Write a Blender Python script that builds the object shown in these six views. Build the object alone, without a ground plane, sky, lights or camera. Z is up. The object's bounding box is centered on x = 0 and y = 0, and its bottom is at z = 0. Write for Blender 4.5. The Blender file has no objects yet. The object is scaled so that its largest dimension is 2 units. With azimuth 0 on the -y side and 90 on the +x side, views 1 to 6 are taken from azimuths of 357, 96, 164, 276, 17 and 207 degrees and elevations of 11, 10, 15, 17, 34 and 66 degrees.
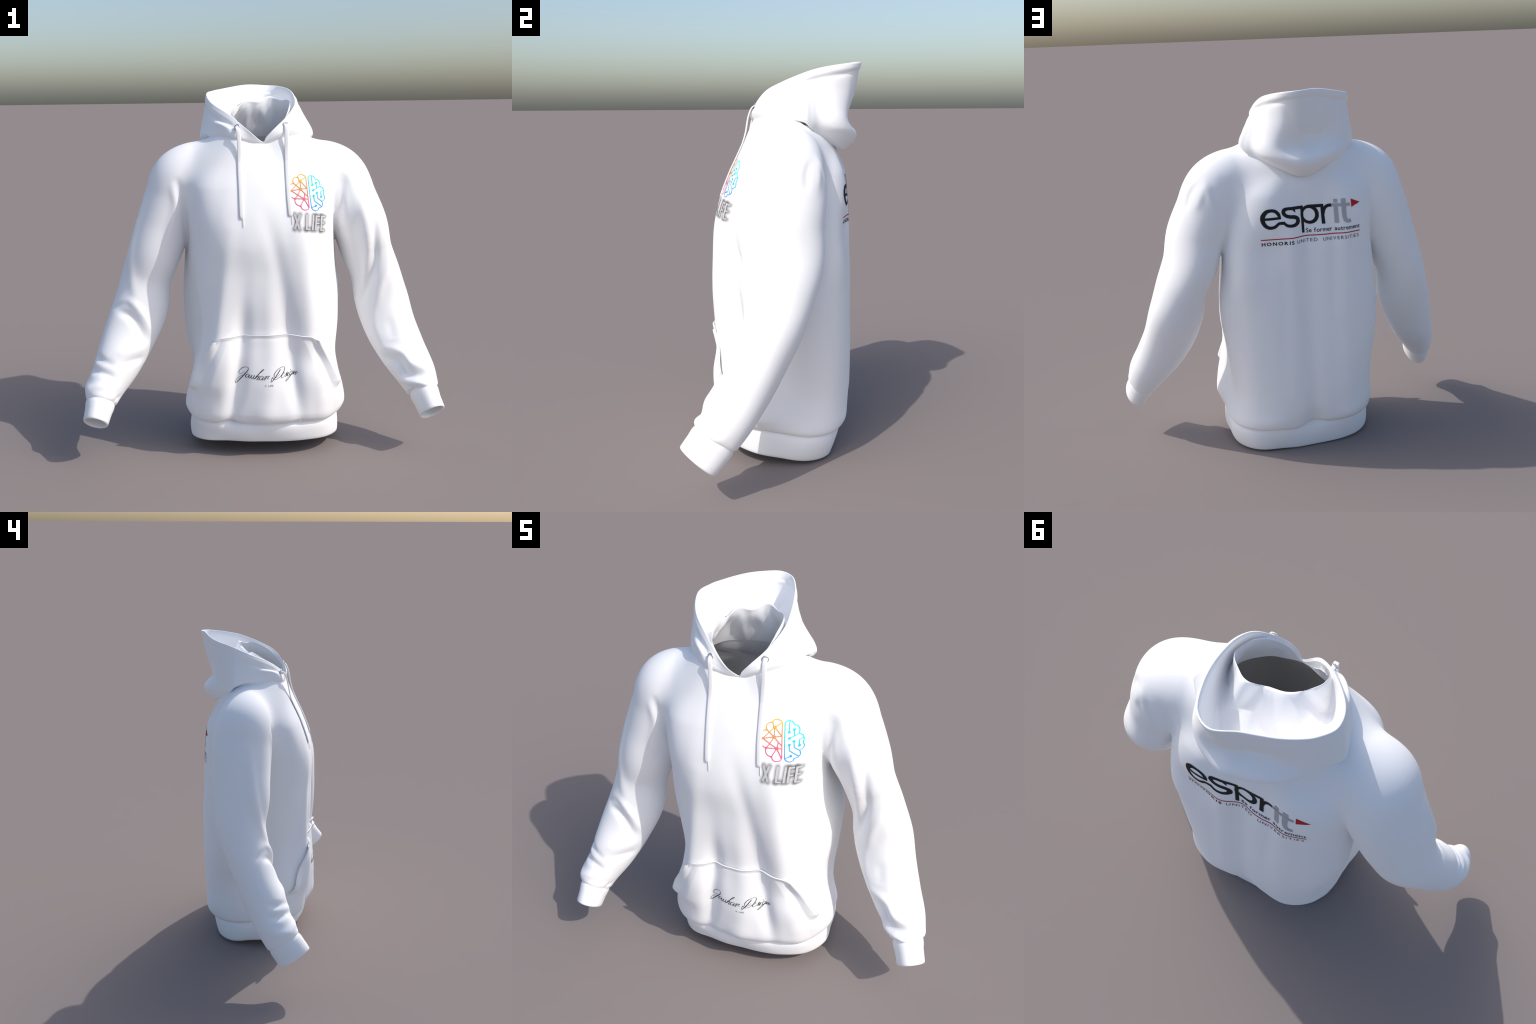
import bpy, bmesh, math
import numpy as np
from mathutils import Vector
from mathutils.bvhtree import BVHTree

# ---------------------------------------------------------------- helpers
def spline(ctrl, t):
    """Catmull-Rom through control rows, t in [0, n-1]."""
    ctrl = np.asarray(ctrl, float)
    n = len(ctrl)
    c = np.concatenate([[2 * ctrl[0] - ctrl[1]], ctrl, [2 * ctrl[-1] - ctrl[-2]]])
    t = np.asarray(t, float)
    i = np.clip(np.floor(t).astype(int), 0, n - 2)
    f = (t - i)[..., None]
    a, b, d, e = c[i], c[i + 1], c[i + 2], c[i + 3]
    return .5 * (2 * b + (d - a) * f + (2 * a - 5 * b + 4 * d - e) * f ** 2 + (3 * b - a - 3 * d + e) * f ** 3)


def smooth_step(a, b, x):
    u = np.clip((x - a) / (b - a), 0, 1)
    return u * u * (3 - 2 * u)


# SDF-BEGIN ------------------------------------------------- body shape rules
# sleeve spines: centre x, y, z, half thickness across, half depth, roll
SLEEVE_LEFT = [
    (0.185, 0.045, 1.560, 0.145, 0.160, 0.030),
    (0.303, 0.047, 1.520, 0.178, 0.165, 0.000),
    (0.420, 0.061, 1.473, 0.184, 0.174, -0.074),
    (0.489, 0.050, 1.355, 0.170, 0.194, -0.158),
    (0.556, 0.033, 1.230, 0.148, 0.203, -0.233),
    (0.598, 0.046, 1.089, 0.132, 0.195, -0.282),
    (0.653, 0.033, 0.946, 0.133, 0.170, -0.249),
    (0.688, 0.012, 0.797, 0.151, 0.142, -0.180),
    (0.728, -0.037, 0.655, 0.145, 0.123, -0.135),
    (0.785, -0.107, 0.527, 0.130, 0.123, -0.115),
    (0.850, -0.183, 0.407, 0.108, 0.119, -0.106),
    (0.894, -0.268, 0.284, 0.073, 0.106, -0.099),
    (0.933, -0.363, 0.166, 0.073, 0.096, -0.082),
]
SLEEVE_RIGHT = [
    (-0.185, 0.052, 1.568, 0.138, 0.150, 0.000),
    (-0.303, 0.055, 1.530, 0.169, 0.153, 0.000),
    (-0.417, 0.060, 1.484, 0.172, 0.170, 0.030),
    (-0.475, 0.070, 1.375, 0.158, 0.177, 0.089),
    (-0.528, 0.066, 1.234, 0.153, 0.175, 0.149),
    (-0.582, 0.055, 1.087, 0.145, 0.170, 0.171),
    (-0.637, 0.050, 0.934, 0.138, 0.148, 0.144),
    (-0.672, 0.007, 0.779, 0.152, 0.134, 0.099),
    (-0.732, -0.052, 0.635, 0.144, 0.122, 0.060),
    (-0.795, -0.120, 0.499, 0.125, 0.124, 0.046),
    (-0.864, -0.194, 0.372, 0.098, 0.109, 0.040),
    (-0.900, -0.283, 0.250, 0.069, 0.105, 0.030),
    (-0.928, -0.372, 0.135, 0.072, 0.098, 0.030),
]
CUFF_SPAN = {1: (10.65, 11.45), -1: (10.45, 11.2)}      # seam and open end along the spine
# torso cross-sections: height, then the reach at twenty even directions round the body (front first, then +x)
TORSO = [
    (0.02, 0.295, 0.320, 0.368, 0.426, 0.450, 0.428, 0.430, 0.395, 0.322, 0.287, 0.271, 0.283, 0.323, 0.373, 0.404, 0.395, 0.426, 0.414, 0.328, 0.293),
    (0.12, 0.326, 0.348, 0.392, 0.440, 0.446, 0.433, 0.454, 0.426, 0.362, 0.309, 0.289, 0.307, 0.348, 0.389, 0.408, 0.408, 0.427, 0.416, 0.364, 0.338),
    (0.19, 0.350, 0.369, 0.411, 0.455, 0.453, 0.440, 0.451, 0.439, 0.395, 0.333, 0.305, 0.329, 0.388, 0.417, 0.418, 0.408, 0.428, 0.442, 0.393, 0.352),
    (0.25, 0.369, 0.379, 0.421, 0.471, 0.481, 0.442, 0.439, 0.435, 0.394, 0.347, 0.322, 0.340, 0.389, 0.429, 0.419, 0.411, 0.451, 0.457, 0.405, 0.360),
    (0.34, 0.367, 0.377, 0.428, 0.483, 0.471, 0.422, 0.427, 0.432, 0.394, 0.351, 0.331, 0.347, 0.391, 0.427, 0.412, 0.396, 0.434, 0.457, 0.414, 0.365),
    (0.44, 0.365, 0.370, 0.429, 0.474, 0.444, 0.406, 0.433, 0.438, 0.396, 0.353, 0.334, 0.350, 0.396, 0.432, 0.408, 0.379, 0.407, 0.459, 0.432, 0.369),
    (0.56, 0.352, 0.359, 0.409, 0.457, 0.425, 0.413, 0.451, 0.446, 0.398, 0.352, 0.334, 0.352, 0.403, 0.444, 0.435, 0.381, 0.368, 0.419, 0.435, 0.369),
    (0.70, 0.340, 0.355, 0.422, 0.462, 0.439, 0.435, 0.468, 0.453, 0.399, 0.349, 0.331, 0.350, 0.403, 0.454, 0.454, 0.389, 0.352, 0.390, 0.412, 0.355),
    (0.86, 0.346, 0.368, 0.432, 0.456, 0.436, 0.439, 0.481, 0.460, 0.399, 0.344, 0.326, 0.348, 0.403, 0.452, 0.454, 0.397, 0.368, 0.398, 0.398, 0.362),
    (1.02, 0.350, 0.376, 0.428, 0.441, 0.422, 0.421, 0.461, 0.470, 0.392, 0.337, 0.321, 0.343, 0.393, 0.440, 0.442, 0.398, 0.388, 0.410, 0.393, 0.363),
    (1.18, 0.356, 0.374, 0.420, 0.426, 0.414, 0.408, 0.452, 0.455, 0.371, 0.336, 0.315, 0.336, 0.386, 0.429, 0.426, 0.397, 0.393, 0.411, 0.399, 0.369),
    (1.32, 0.333, 0.344, 0.389, 0.413, 0.412, 0.409, 0.444, 0.432, 0.385, 0.323, 0.301, 0.310, 0.380, 0.433, 0.422, 0.401, 0.408, 0.412, 0.382, 0.346),
    (1.46, 0.284, 0.292, 0.325, 0.377, 0.406, 0.400, 0.412, 0.397, 0.360, 0.302, 0.286, 0.294, 0.362, 0.404, 0.409, 0.399, 0.406, 0.386, 0.335, 0.296),
    (1.58, 0.226, 0.229, 0.263, 0.306, 0.353, 0.365, 0.356, 0.323, 0.286, 0.259, 0.250, 0.259, 0.286, 0.324, 0.357, 0.365, 0.353, 0.311, 0.268, 0.237),
    (1.70, 0.160, 0.168, 0.204, 0.235, 0.263, 0.270, 0.264, 0.239, 0.211, 0.192, 0.185, 0.192, 0.211, 0.239, 0.264, 0.270, 0.263, 0.235, 0.205, 0.169),
    (1.80, 0.120, 0.124, 0.133, 0.144, 0.150, 0.150, 0.150, 0.144, 0.133, 0.124, 0.120, 0.124, 0.133, 0.143, 0.150, 0.150, 0.150, 0.144, 0.133, 0.124),
]
TORSO_Y = 0.02


def seam_height(x, y):
    """Line where the body overhangs the ribbed hem band: higher in front."""
    th = np.arctan2(x, -(y - TORSO_Y))
    front = .5 + .5 * np.cos(th)
    z = .138 + .056 * smooth_step(.15, .85, front)
    back = smooth_step(.4, .1, front)
    z = z + back * (-.014 * np.exp(-((x - .11) / .06) ** 2) + .010 * np.exp(-((x + .02) / .05) ** 2))
    return z


def tube_table(ctrl, S=150):
    q = spline(ctrl, np.linspace(0, len(ctrl) - 1, S))
    c = q[:, :3]
    T = np.gradient(c, axis=0)
    T /= np.linalg.norm(T, axis=1, keepdims=True)
    ref = np.array([0, 1., 0])
    w = ref - (T @ ref)[:, None] * T
    w /= np.linalg.norm(w, axis=1, keepdims=True)
    u = np.cross(w, T)
    ph = q[:, 5:6]
    return c, T, np.cos(ph) * u + np.sin(ph) * w, -np.sin(ph) * u + np.cos(ph) * w, q[:, 3], q[:, 4]


TABLES = {1: tube_table(SLEEVE_LEFT), -1: tube_table(SLEEVE_RIGHT)}


def sleeve_field(P, side, cut=True):
    """Distance-like field of one sleeve; also returns the station along the spine."""
    c, T, A, B, ra, rb = TABLES[side]
    d2 = (c ** 2).sum(1)[None] - 2 * P @ c.T
    k = d2.argmin(1)
    S = len(c)
    ds = np.linalg.norm(np.diff(c, axis=0), axis=1).mean()
    al = ((P - c[k]) * T[k]).sum(1)
    kf = np.clip(k + np.clip(al / ds, -.6, .6), 0, S - 1.001)
    i = kf.astype(int)
    f = kf - i
    mix = lambda t: (t[i].T * (1 - f) + t[i + 1].T * f).T
    v = P - mix(c)
    x = (v * mix(A)).sum(1)
    y = (v * mix(B)).sum(1)
    rr = np.sqrt((x / mix(ra)) ** 2 + (y / mix(rb)) ** 2 + 1e-9)
    d = (rr - 1) * np.sqrt(x * x + y * y + 1e-9) / rr
    st = kf / (S - 1) * (len(SLEEVE_LEFT) - 1)
    if cut:
        ke = int(round((CUFF_SPAN[side][0]) / (len(SLEEVE_LEFT) - 1) * (S - 1)))
        pl = ((P - c[ke]) * T[ke]).sum(1)
        near = (k > S * .6)
        d = np.where(near, smax(d, pl, .022), d)
        pl0 = ((P - c[0]) * -T[0]).sum(1)
        d = np.where(k < 3, np.maximum(d, pl0), d)
    return d, st


def smin(a, b, k):
    h = np.clip(.5 + .5 * (b - a) / k, 0, 1)
    return b * (1 - h) + a * h - k * h * (1 - h)


def smax(a, b, k):
    return -smin(-a, -b, k)


def cubic(a, b, c, d, f):
    return .5 * (2 * b + (c - a) * f + (2 * a - 5 * b + 4 * c - d) * f ** 2 + (3 * b - a - 3 * c + d) * f ** 3)


def torso_radius(th, z):
    tab = np.array(TORSO)
    zs, r = tab[:, 0], tab[:, 1:]
    n = r.shape[1]
    t = np.interp(z, zs, np.arange(len(zs)))
    i = np.clip(t.astype(int), 0, len(zs) - 2)
    f = t - i
    u = (th / (2 * np.pi) * n) % n
    j = u.astype(int) % n
    g = u - np.floor(u)
    ext = np.concatenate([2 * r[:1] - r[1:2], r, 2 * r[-1:] - r[-2:-1]])
    cols = [cubic(*[ext[i + m, (j + k) % n] for m in range(4)], f) for k in (-1, 0, 1, 2)]
    return cubic(*cols, g)


def torso_field(P, cut=True):
    x, y = P[:, 0], P[:, 1] - TORSO_Y
    d = (np.hypot(x, y) - torso_radius(np.arctan2(x, -y), P[:, 2])) * .93
    if cut:
        d = smax(d, seam_height(P[:, 0], P[:, 1]) - P[:, 2], .038)
        d = smax(d, P[:, 2] - 1.77, .04)
    return d


def body_field(P):
    t = torso_field(P)
    for side in (1, -1):
        d, st = sleeve_field(P, side)
        k = .014 + .05 * (1 - smooth_step(1.4, 3.2, st))
        t = smin(t, d, k)
    return t
# SDF-END


def surface_nets(field, lo, hi, h, coarse=4):
    """Mesh the zero level of a field: coarse pass, then fine cells near the surface."""
    lo = np.array(lo)
    n = (np.ceil((np.array(hi) - lo) / (h * coarse)).astype(int)) * coarse + 1
    nc = (n - 1) // coarse + 1
    gi = np.stack(np.meshgrid(*[np.arange(m) for m in nc], indexing='ij'), -1).reshape(-1, 3)
    vc = field(lo + gi * h * coarse).reshape(nc)
    V = np.ones(n)
    big = np.kron(vc[:-1, :-1, :-1], np.ones((coarse,) * 3))
    V[:-1, :-1, :-1] = np.sign(big) * .5
    band = np.abs(vc) < h * coarse * 2.2
    cell = np.zeros(nc - 1, bool)
    for a in (0, 1):
        for b in (0, 1):
            for c in (0, 1):
                cell |= band[a:nc[0] - 1 + a, b:nc[1] - 1 + b, c:nc[2] - 1 + c]
    need = np.zeros(n, bool)
    need[:-1, :-1, :-1] = np.kron(cell, np.ones((coarse,) * 3)).astype(bool)
    idx = np.argwhere(need)
    vals = np.concatenate([field(lo + idx[i:i + 200000] * h) for i in range(0, len(idx), 200000)])
    V[tuple(idx.T)] = vals
    neg = V < 0
    m = n - 1
    cnt = np.zeros(m, int)
    for a in (0, 1):
        for b in (0, 1):
            for c in (0, 1):
                cnt += neg[a:m[0] + a, b:m[1] + b, c:m[2] + c]
    act = (cnt > 0) & (cnt < 8)
    ci = np.argwhere(act)
    vid = -np.ones(m, int)
    vid[tuple(ci.T)] = np.arange(len(ci))
    acc = np.zeros((len(ci), 3))
    num = np.zeros(len(ci))
    corners = [(a, b, c) for a in (0, 1) for b in (0, 1) for c in (0, 1)]
    for p in corners:
        for ax in range(3):
            if p[ax]:
                continue
            q = list(p)
            q[ax] = 1
            va = V[tuple((ci + p).T)]
            vb = V[tuple((ci + q).T)]
            cr = (va < 0) != (vb < 0)
            f = np.where(cr, va / np.where(cr, va - vb, 1), 0)
            pos = np.array(p, float)[None] + f[:, None] * (np.array(q) - np.array(p))[None]
            acc[cr] += pos[cr]
            num[cr] += 1
    verts = lo + (ci + acc / num[:, None]) * h
    faces = []
    for ax in range(3):
        o = [(1, 2), (2, 0), (0, 1)][ax]
        sl0 = [slice(1, -1)] * 3
        sl0[ax] = slice(0, -1)
        A = neg[tuple(slice(1, -1) if i != ax else slice(0, -1) for i in range(3))]
        Bv = neg[tuple(slice(1, -1) if i != ax else slice(1, None) for i in range(3))]
        e = np.argwhere(A != Bv)
        base = e.copy()
        for i in range(3):
            if i != ax:
                base[:, i] += 1
        inside = A[tuple(e.T)]
        quad = []
        for du, dv in ((-1, -1), (0, -1), (0, 0), (-1, 0)):
            c = base.copy()
            c[:, o[0]] += du
            c[:, o[1]] += dv
            quad.append(vid[tuple(c.T)])
        quad = np.stack(quad, 1)
        quad[~inside] = quad[~inside][:, ::-1]
        faces.append(quad)
    faces = np.concatenate(faces)
    faces = faces[(faces >= 0).all(1)]
    return verts, faces


def vertex_normals(v, f):
    fn = np.cross(v[f[:, 2]] - v[f[:, 0]], v[f[:, 3]] - v[f[:, 1]])
    n = np.zeros_like(v)
    for i in range(4):
        np.add.at(n, f[:, i], fn)
    return n / (np.linalg.norm(n, axis=1, keepdims=True) + 1e-12)


def relax(v, f, rounds, w=.5, mask=None):
    e = np.concatenate([f[:, [i, (i + 1) % 4]] for i in range(4)])
    cnt = np.bincount(e[:, 0], minlength=len(v)) + np.bincount(e[:, 1], minlength=len(v))
    for _ in range(rounds):
        s = np.stack([np.bincount(e[:, 0], v[e[:, 1], i], len(v)) + np.bincount(e[:, 1], v[e[:, 0], i], len(v)) for i in range(3)], 1)
        d = s / np.maximum(cnt, 1)[:, None] - v
        v = v + w * d * (1 if mask is None else mask[:, None])
    return v


def stroke_weight(P, path, width, amp):
    """Height added by one fold along a 3D path, fading out at its ends."""
    path = np.asarray(path, float)
    n = len(path)
    tt = np.linspace(0, n - 1, 6 * (n - 1) + 1)
    varies = np.ndim(amp) > 0
    amps = np.interp(tt, np.arange(n), amp) if varies else np.full(len(tt), amp)
    path = spline(path, tt)
    out = np.zeros(len(P))
    box = np.all((P > path.min(0) - 2.6 * width) & (P < path.max(0) + 2.6 * width), axis=1)
    Q = P[box]
    if not len(Q):
        return out
    best = np.full(len(Q), 1e9)
    bt = np.zeros(len(Q))
    for k, (a, b) in enumerate(zip(path[:-1], path[1:])):
        ab = b - a
        t = np.clip(((Q - a) @ ab) / (ab @ ab + 1e-12), 0, 1)
        d = np.linalg.norm(Q - a - t[:, None] * ab, axis=1)
        m = d < best
        best[m] = d[m]
        bt[m] = (k + t)[m]
    u = bt / (len(path) - 1)
    fade = np.sqrt(np.clip(np.sin(np.pi * np.clip(u * .94 + .03, 0, 1)), 0, 1)) if not varies else 1
    out[box] = np.exp(-(best / width) ** 2) * np.interp(bt, np.arange(len(path)), amps) * fade
    return out


# folds in the cloth: path, width, height (minus = valley; one value or one per path point)
FOLDS = [
    ([(-0.441, -0.108, 1.491), (-0.422, -0.099, 1.377), (-0.409, -0.057, 1.256), (-0.408, 0.002, 1.156)], 0.018, -0.013),  # right armhole crease
    ([(-0.464, -0.108, 1.457), (-0.455, -0.104, 1.361), (-0.489, -0.102, 1.238), (-0.512, -0.103, 1.158)], 0.020, 0.010),  # right armhole ridge
    ([(0.447, -0.110, 1.494), (0.428, -0.128, 1.346), (0.423, -0.042, 1.200)], 0.020, -0.013),  # left armhole crease
    ([(0.483, -0.104, 1.501), (0.499, -0.153, 1.331), (0.527, -0.114, 1.110), (0.542, -0.044, 0.931)], 0.022, 0.008),  # left sleeve front ridge
    ([(-.945, -.130, .500), (-.925, -.190, .490), (-.880, -.240, .487)], .020, -.012),  # dents above the right cuff
    ([(-.960, -.160, .415), (-.955, -.220, .400), (-.915, -.280, .395)], .028, .010),
    ([(.985, -.165, .370), (.975, -.240, .345), (.935, -.310, .335)], .028, .011),  # puff above the left cuff
    ([(-.090, -.345, 1.15), (-.105, -.350, .90), (-.117, -.325, .685), (-.150, -.325, .43), (-.185, -.290, .22), (-.190, -.275, .06)], .042, (0, -.010, -.028, -.038, -.030, -.010)),  # front valley right
    ([(.000, -.350, 1.02), (.034, -.340, .685), (.034, -.345, .44), (.000, -.320, .20)], .045, (0, .012, .006, .004)),  # front crest middle
    ([(.015, -.314, 1.33), (.060, -.345, 1.15), (.095, -.345, .95), (.130, -.325, .685), (.158, -.325, .43), (.184, -.280, .21), (.190, -.260, .06)], .042, (-.003, -.010, -.015, -.020, -.028, -.030, -.010)),  # front valley left
    ([(.180, -.300, 1.23), (.220, -.320, .95), (.245, -.325, .685), (.285, -.320, .43), (.310, -.260, .20)], .045, (.004, .009, .010, .008, .006)),  # front crest left
    ([(-.165, -.300, 1.25), (-.205, -.300, .95), (-.250, -.310, .685), (-.285, -.310, .43)], .040, (.004, .010, .010, .006)),  # front crest right
    ([(.265, -.278, 1.215), (.309, -.269, 1.06), (.345, -.260, .864), (.357, -.245, .672)], .028, (-.004, -.007, -.007, -.003)),  # front side valley
    ([(.013, .315, 1.42), (.013, .330, 1.24), (.010, .340, .85), (.005, .340, .45), (.000, .325, .17), (.000, .300, .03)], .048, (-.006, -.019, -.012, -.012, -.022, -.006)),  # back valley
    ([(.110, .315, 1.40), (.105, .330, 1.24), (.105, .340, .85), (.120, .335, .35)], .040, (.004, .009, .008, .006)),  # back crest left
    ([(-.195, .315, 1.40), (-.195, .325, 1.24), (-.190, .330, .85), (-.180, .325, .35)], .045, (.003, .007, .006, .004)),  # back crest right
    ([(-.135, .315, 1.35), (-.135, .328, 1.24), (-.120, .335, .85)], .030, (-.002, -.006, -.004)),  # back valley right
    ([(-.620, .004, 1.40), (-.667, -.015, 1.264), (-.702, -.033, 1.145), (-.705, -.065, .98), (-.680, -.095, .86)], .030, (.004, .010, .010, .008, .006)),  # sleeve front edge
    ([(-.815, -.056, .795), (-.772, -.085, .82), (-.715, -.105, .838)], .020, -.010),  # sleeve elbow crease
    ([(-0.775, -0.106, 0.788), (-0.718, -0.137, 0.766), (-0.677, -0.153, 0.719), (-0.642, -0.154, 0.647)], 0.022, -0.0175),  # right sleeve hollow
    ([(-0.791, -0.074, 0.812), (-0.711, -0.105, 0.836), (-0.649, -0.130, 0.769), (-0.612, -0.131, 0.675)], 0.022, 0.0125),  # right sleeve ridge
    ([(-0.772, -0.238, 0.523), (-0.713, -0.211, 0.534), (-0.653, -0.153, 0.535)], 0.020, -0.0112),  # right sleeve elbow valley
    ([(-0.786, -0.219, 0.578), (-0.719, -0.203, 0.592), (-0.634, -0.146, 0.594)], 0.025, 0.0088),  # right sleeve elbow ridge
    ([(-0.904, -0.204, 0.491), (-0.854, -0.249, 0.487), (-0.806, -0.262, 0.468)], 0.018, -0.0125),  # right sleeve low valley
    ([(-0.953, -0.251, 0.394), (-0.886, -0.285, 0.426), (-0.787, -0.267, 0.416)], 0.025, 0.0100),  # right sleeve cuff bulge
    ([(-0.829, -0.286, 0.344), (-0.805, -0.259, 0.342), (-0.779, -0.243, 0.353)], 0.013, -0.0100),  # right sleeve cuff crease
    ([(-0.903, -0.144, 0.549), (-0.885, -0.185, 0.548), (-0.814, -0.237, 0.531)], 0.018, -0.0137),  # right sleeve low side crease
    ([(0.478, -0.126, 1.463), (0.496, -0.168, 1.314), (0.524, -0.105, 1.108), (0.550, -0.058, 0.907)], 0.026, -0.0150),  # left sleeve front valley
    ([(0.532, -0.147, 1.406), (0.562, -0.179, 1.218), (0.579, -0.110, 1.008), (0.566, -0.079, 0.891)], 0.026, 0.0135),  # left sleeve mid ridge
    ([(0.616, -0.160, 1.301), (0.617, -0.168, 1.166), (0.618, -0.131, 1.042), (0.579, -0.092, 0.884), (0.559, -0.045, 0.781)], 0.024, -0.0180),  # left sleeve mid valley
    ([(0.674, -0.130, 1.227), (0.698, -0.116, 1.057), (0.654, -0.137, 0.922), (0.635, -0.096, 0.771), (0.637, -0.120, 0.655), (0.665, -0.159, 0.568)], 0.026, 0.0135),  # left sleeve mid crest
    ([(0.704, -0.126, 0.716), (0.715, -0.178, 0.608)], 0.030, -0.0090),  # left sleeve dimple
    ([(0.657, -0.151, 0.560), (0.754, -0.227, 0.550), (0.805, -0.266, 0.496), (0.903, -0.270, 0.458)], 0.022, 0.0150),  # left sleeve elbow ridge
    ([(0.678, -0.173, 0.505), (0.743, -0.240, 0.484), (0.776, -0.269, 0.432), (0.857, -0.298, 0.444)], 0.020, -0.0210),  # left sleeve low valley
    ([(0.748, -0.225, 0.392), (0.809, -0.297, 0.400), (0.889, -0.329, 0.388)], 0.018, 0.0150),  # left sleeve low ridge
    ([(0.795, -0.243, 0.314), (0.833, -0.319, 0.377), (0.879, -0.334, 0.365)], 0.014, -0.0120),  # left sleeve cuff crease
    ([(0.484, 0.223, 1.491), (0.458, 0.231, 1.401), (0.429, 0.218, 1.318), (0.425, 0.181, 1.195)], 0.018, -0.010),  # armhole back crease L
    ([(0.514, 0.197, 1.544), (0.492, 0.226, 1.459), (0.460, 0.233, 1.380)], 0.022, 0.007),  # armhole back ridge L
    ([(0.426, 0.223, 1.540), (0.388, 0.235, 1.473), (0.362, 0.249, 1.396)], 0.035, -0.009),  # armhole back valley L
    ([(0.560, 0.171, 1.532), (0.596, 0.158, 1.475), (0.615, 0.158, 1.412)], 0.022, -0.0066),  # sleeve back valley L
    ([(0.519, 0.201, 1.530), (0.543, 0.206, 1.471), (0.574, 0.204, 1.409)], 0.022, 0.0053),  # sleeve back ridge L
]


def apply_folds(P, N):
    d = np.zeros(len(P))
    for path, width, amp in FOLDS:
        d += stroke_weight(P, path, width, amp)
    return P + N * d[:, None]


# ---------------------------------------------------------------- materials
def cloth_material(name, colour, rough=.85, grain=.004):
    m = bpy.data.materials.new(name)
    m.use_nodes = True
    nt = m.node_tree
    b = nt.nodes['Principled BSDF']
    b.inputs['Roughness'].default_value = rough
    b.inputs['Specular IOR Level'].default_value = .25
    tc = nt.nodes.new('ShaderNodeTexCoord')
    nz = nt.nodes.new('ShaderNodeTexNoise')
    nz.inputs['Scale'].default_value = 9
    nt.links.new(tc.outputs['Object'], nz.inputs['Vector'])
    cr = nt.nodes.new('ShaderNodeValToRGB')
    cr.color_ramp.elements[0].position = .3
    cr.color_ramp.elements[1].position = .7
    cr.color_ramp.elements[0].color = (*[c * .99 for c in colour], 1)
    cr.color_ramp.elements[1].color = (*colour, 1)
    nt.links.new(nz.outputs['Fac'], cr.inputs['Fac'])
    nt.links.new(cr.outputs['Color'], b.inputs['Base Color'])
    if grain:
        n2 = nt.nodes.new('ShaderNodeTexNoise')
        n2.inputs['Scale'].default_value = 420
        nt.links.new(tc.outputs['Object'], n2.inputs['Vector'])
        bp = nt.nodes.new('ShaderNodeBump')
        bp.inputs['Strength'].default_value = .05
        bp.inputs['Distance'].default_value = grain
        nt.links.new(n2.outputs['Fac'], bp.inputs['Height'])
        nt.links.new(bp.outputs['Normal'], b.inputs['Normal'])
    return m


def plain_material(name, colour, rough=.7, metal=0.0):
    m = bpy.data.materials.new(name)
    m.use_nodes = True
    b = m.node_tree.nodes['Principled BSDF']
    b.inputs['Base Color'].default_value = (*colour, 1)
    b.inputs['Roughness'].default_value = rough
    b.inputs['Metallic'].default_value = metal
    b.inputs['Specular IOR Level'].default_value = .2
    return m


WHITE = cloth_material('white_fleece', (.97, .97, .975))
INSIDE = cloth_material('grey_lining', (.95, .95, .95))
CORD = cloth_material('cord_weave', (.88, .87, .87), .9)
METAL = plain_material('eyelet_metal', (.62, .62, .63), .28, 1.0)

ROOT = bpy.data.objects.new('hooded_sweatshirt', None)
bpy.context.collection.objects.link(ROOT)
ROOT['label'] = 'white pullover hoodie with chest, pocket and back prints'
ROOT['category'] = 'hoodie'


def add_mesh(name, verts, faces, mats, parent=None, normals=None, face_mat=None, smooth=True):
    me = bpy.data.meshes.new(name)
    me.from_pydata([tuple(p) for p in verts], [], [tuple(int(i) for i in f) for f in faces])
    for m in mats:
        me.materials.append(m)
    if smooth:
        me.polygons.foreach_set('use_smooth', [True] * len(me.polygons))
    if face_mat is not None:
        me.polygons.foreach_set('material_index', np.asarray(face_mat, np.int32))
    me.update()
    if normals is not None:
        me.normals_split_custom_set_from_vertices([tuple(n) for n in normals])
    ob = bpy.data.objects.new(name, me)
    bpy.context.collection.objects.link(ob)
    ob.parent = parent or ROOT
    return ob


def grid_faces(rows, cols, wrap=True, flip=False):
    f = []
    for i in range(rows - 1):
        for j in range(cols if wrap else cols - 1):
            k = (j + 1) % cols
            q = (i * cols + j, i * cols + k, (i + 1) * cols + k, (i + 1) * cols + j)
            f.append(q[::-1] if flip else q)
    return np.array(f)


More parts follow.
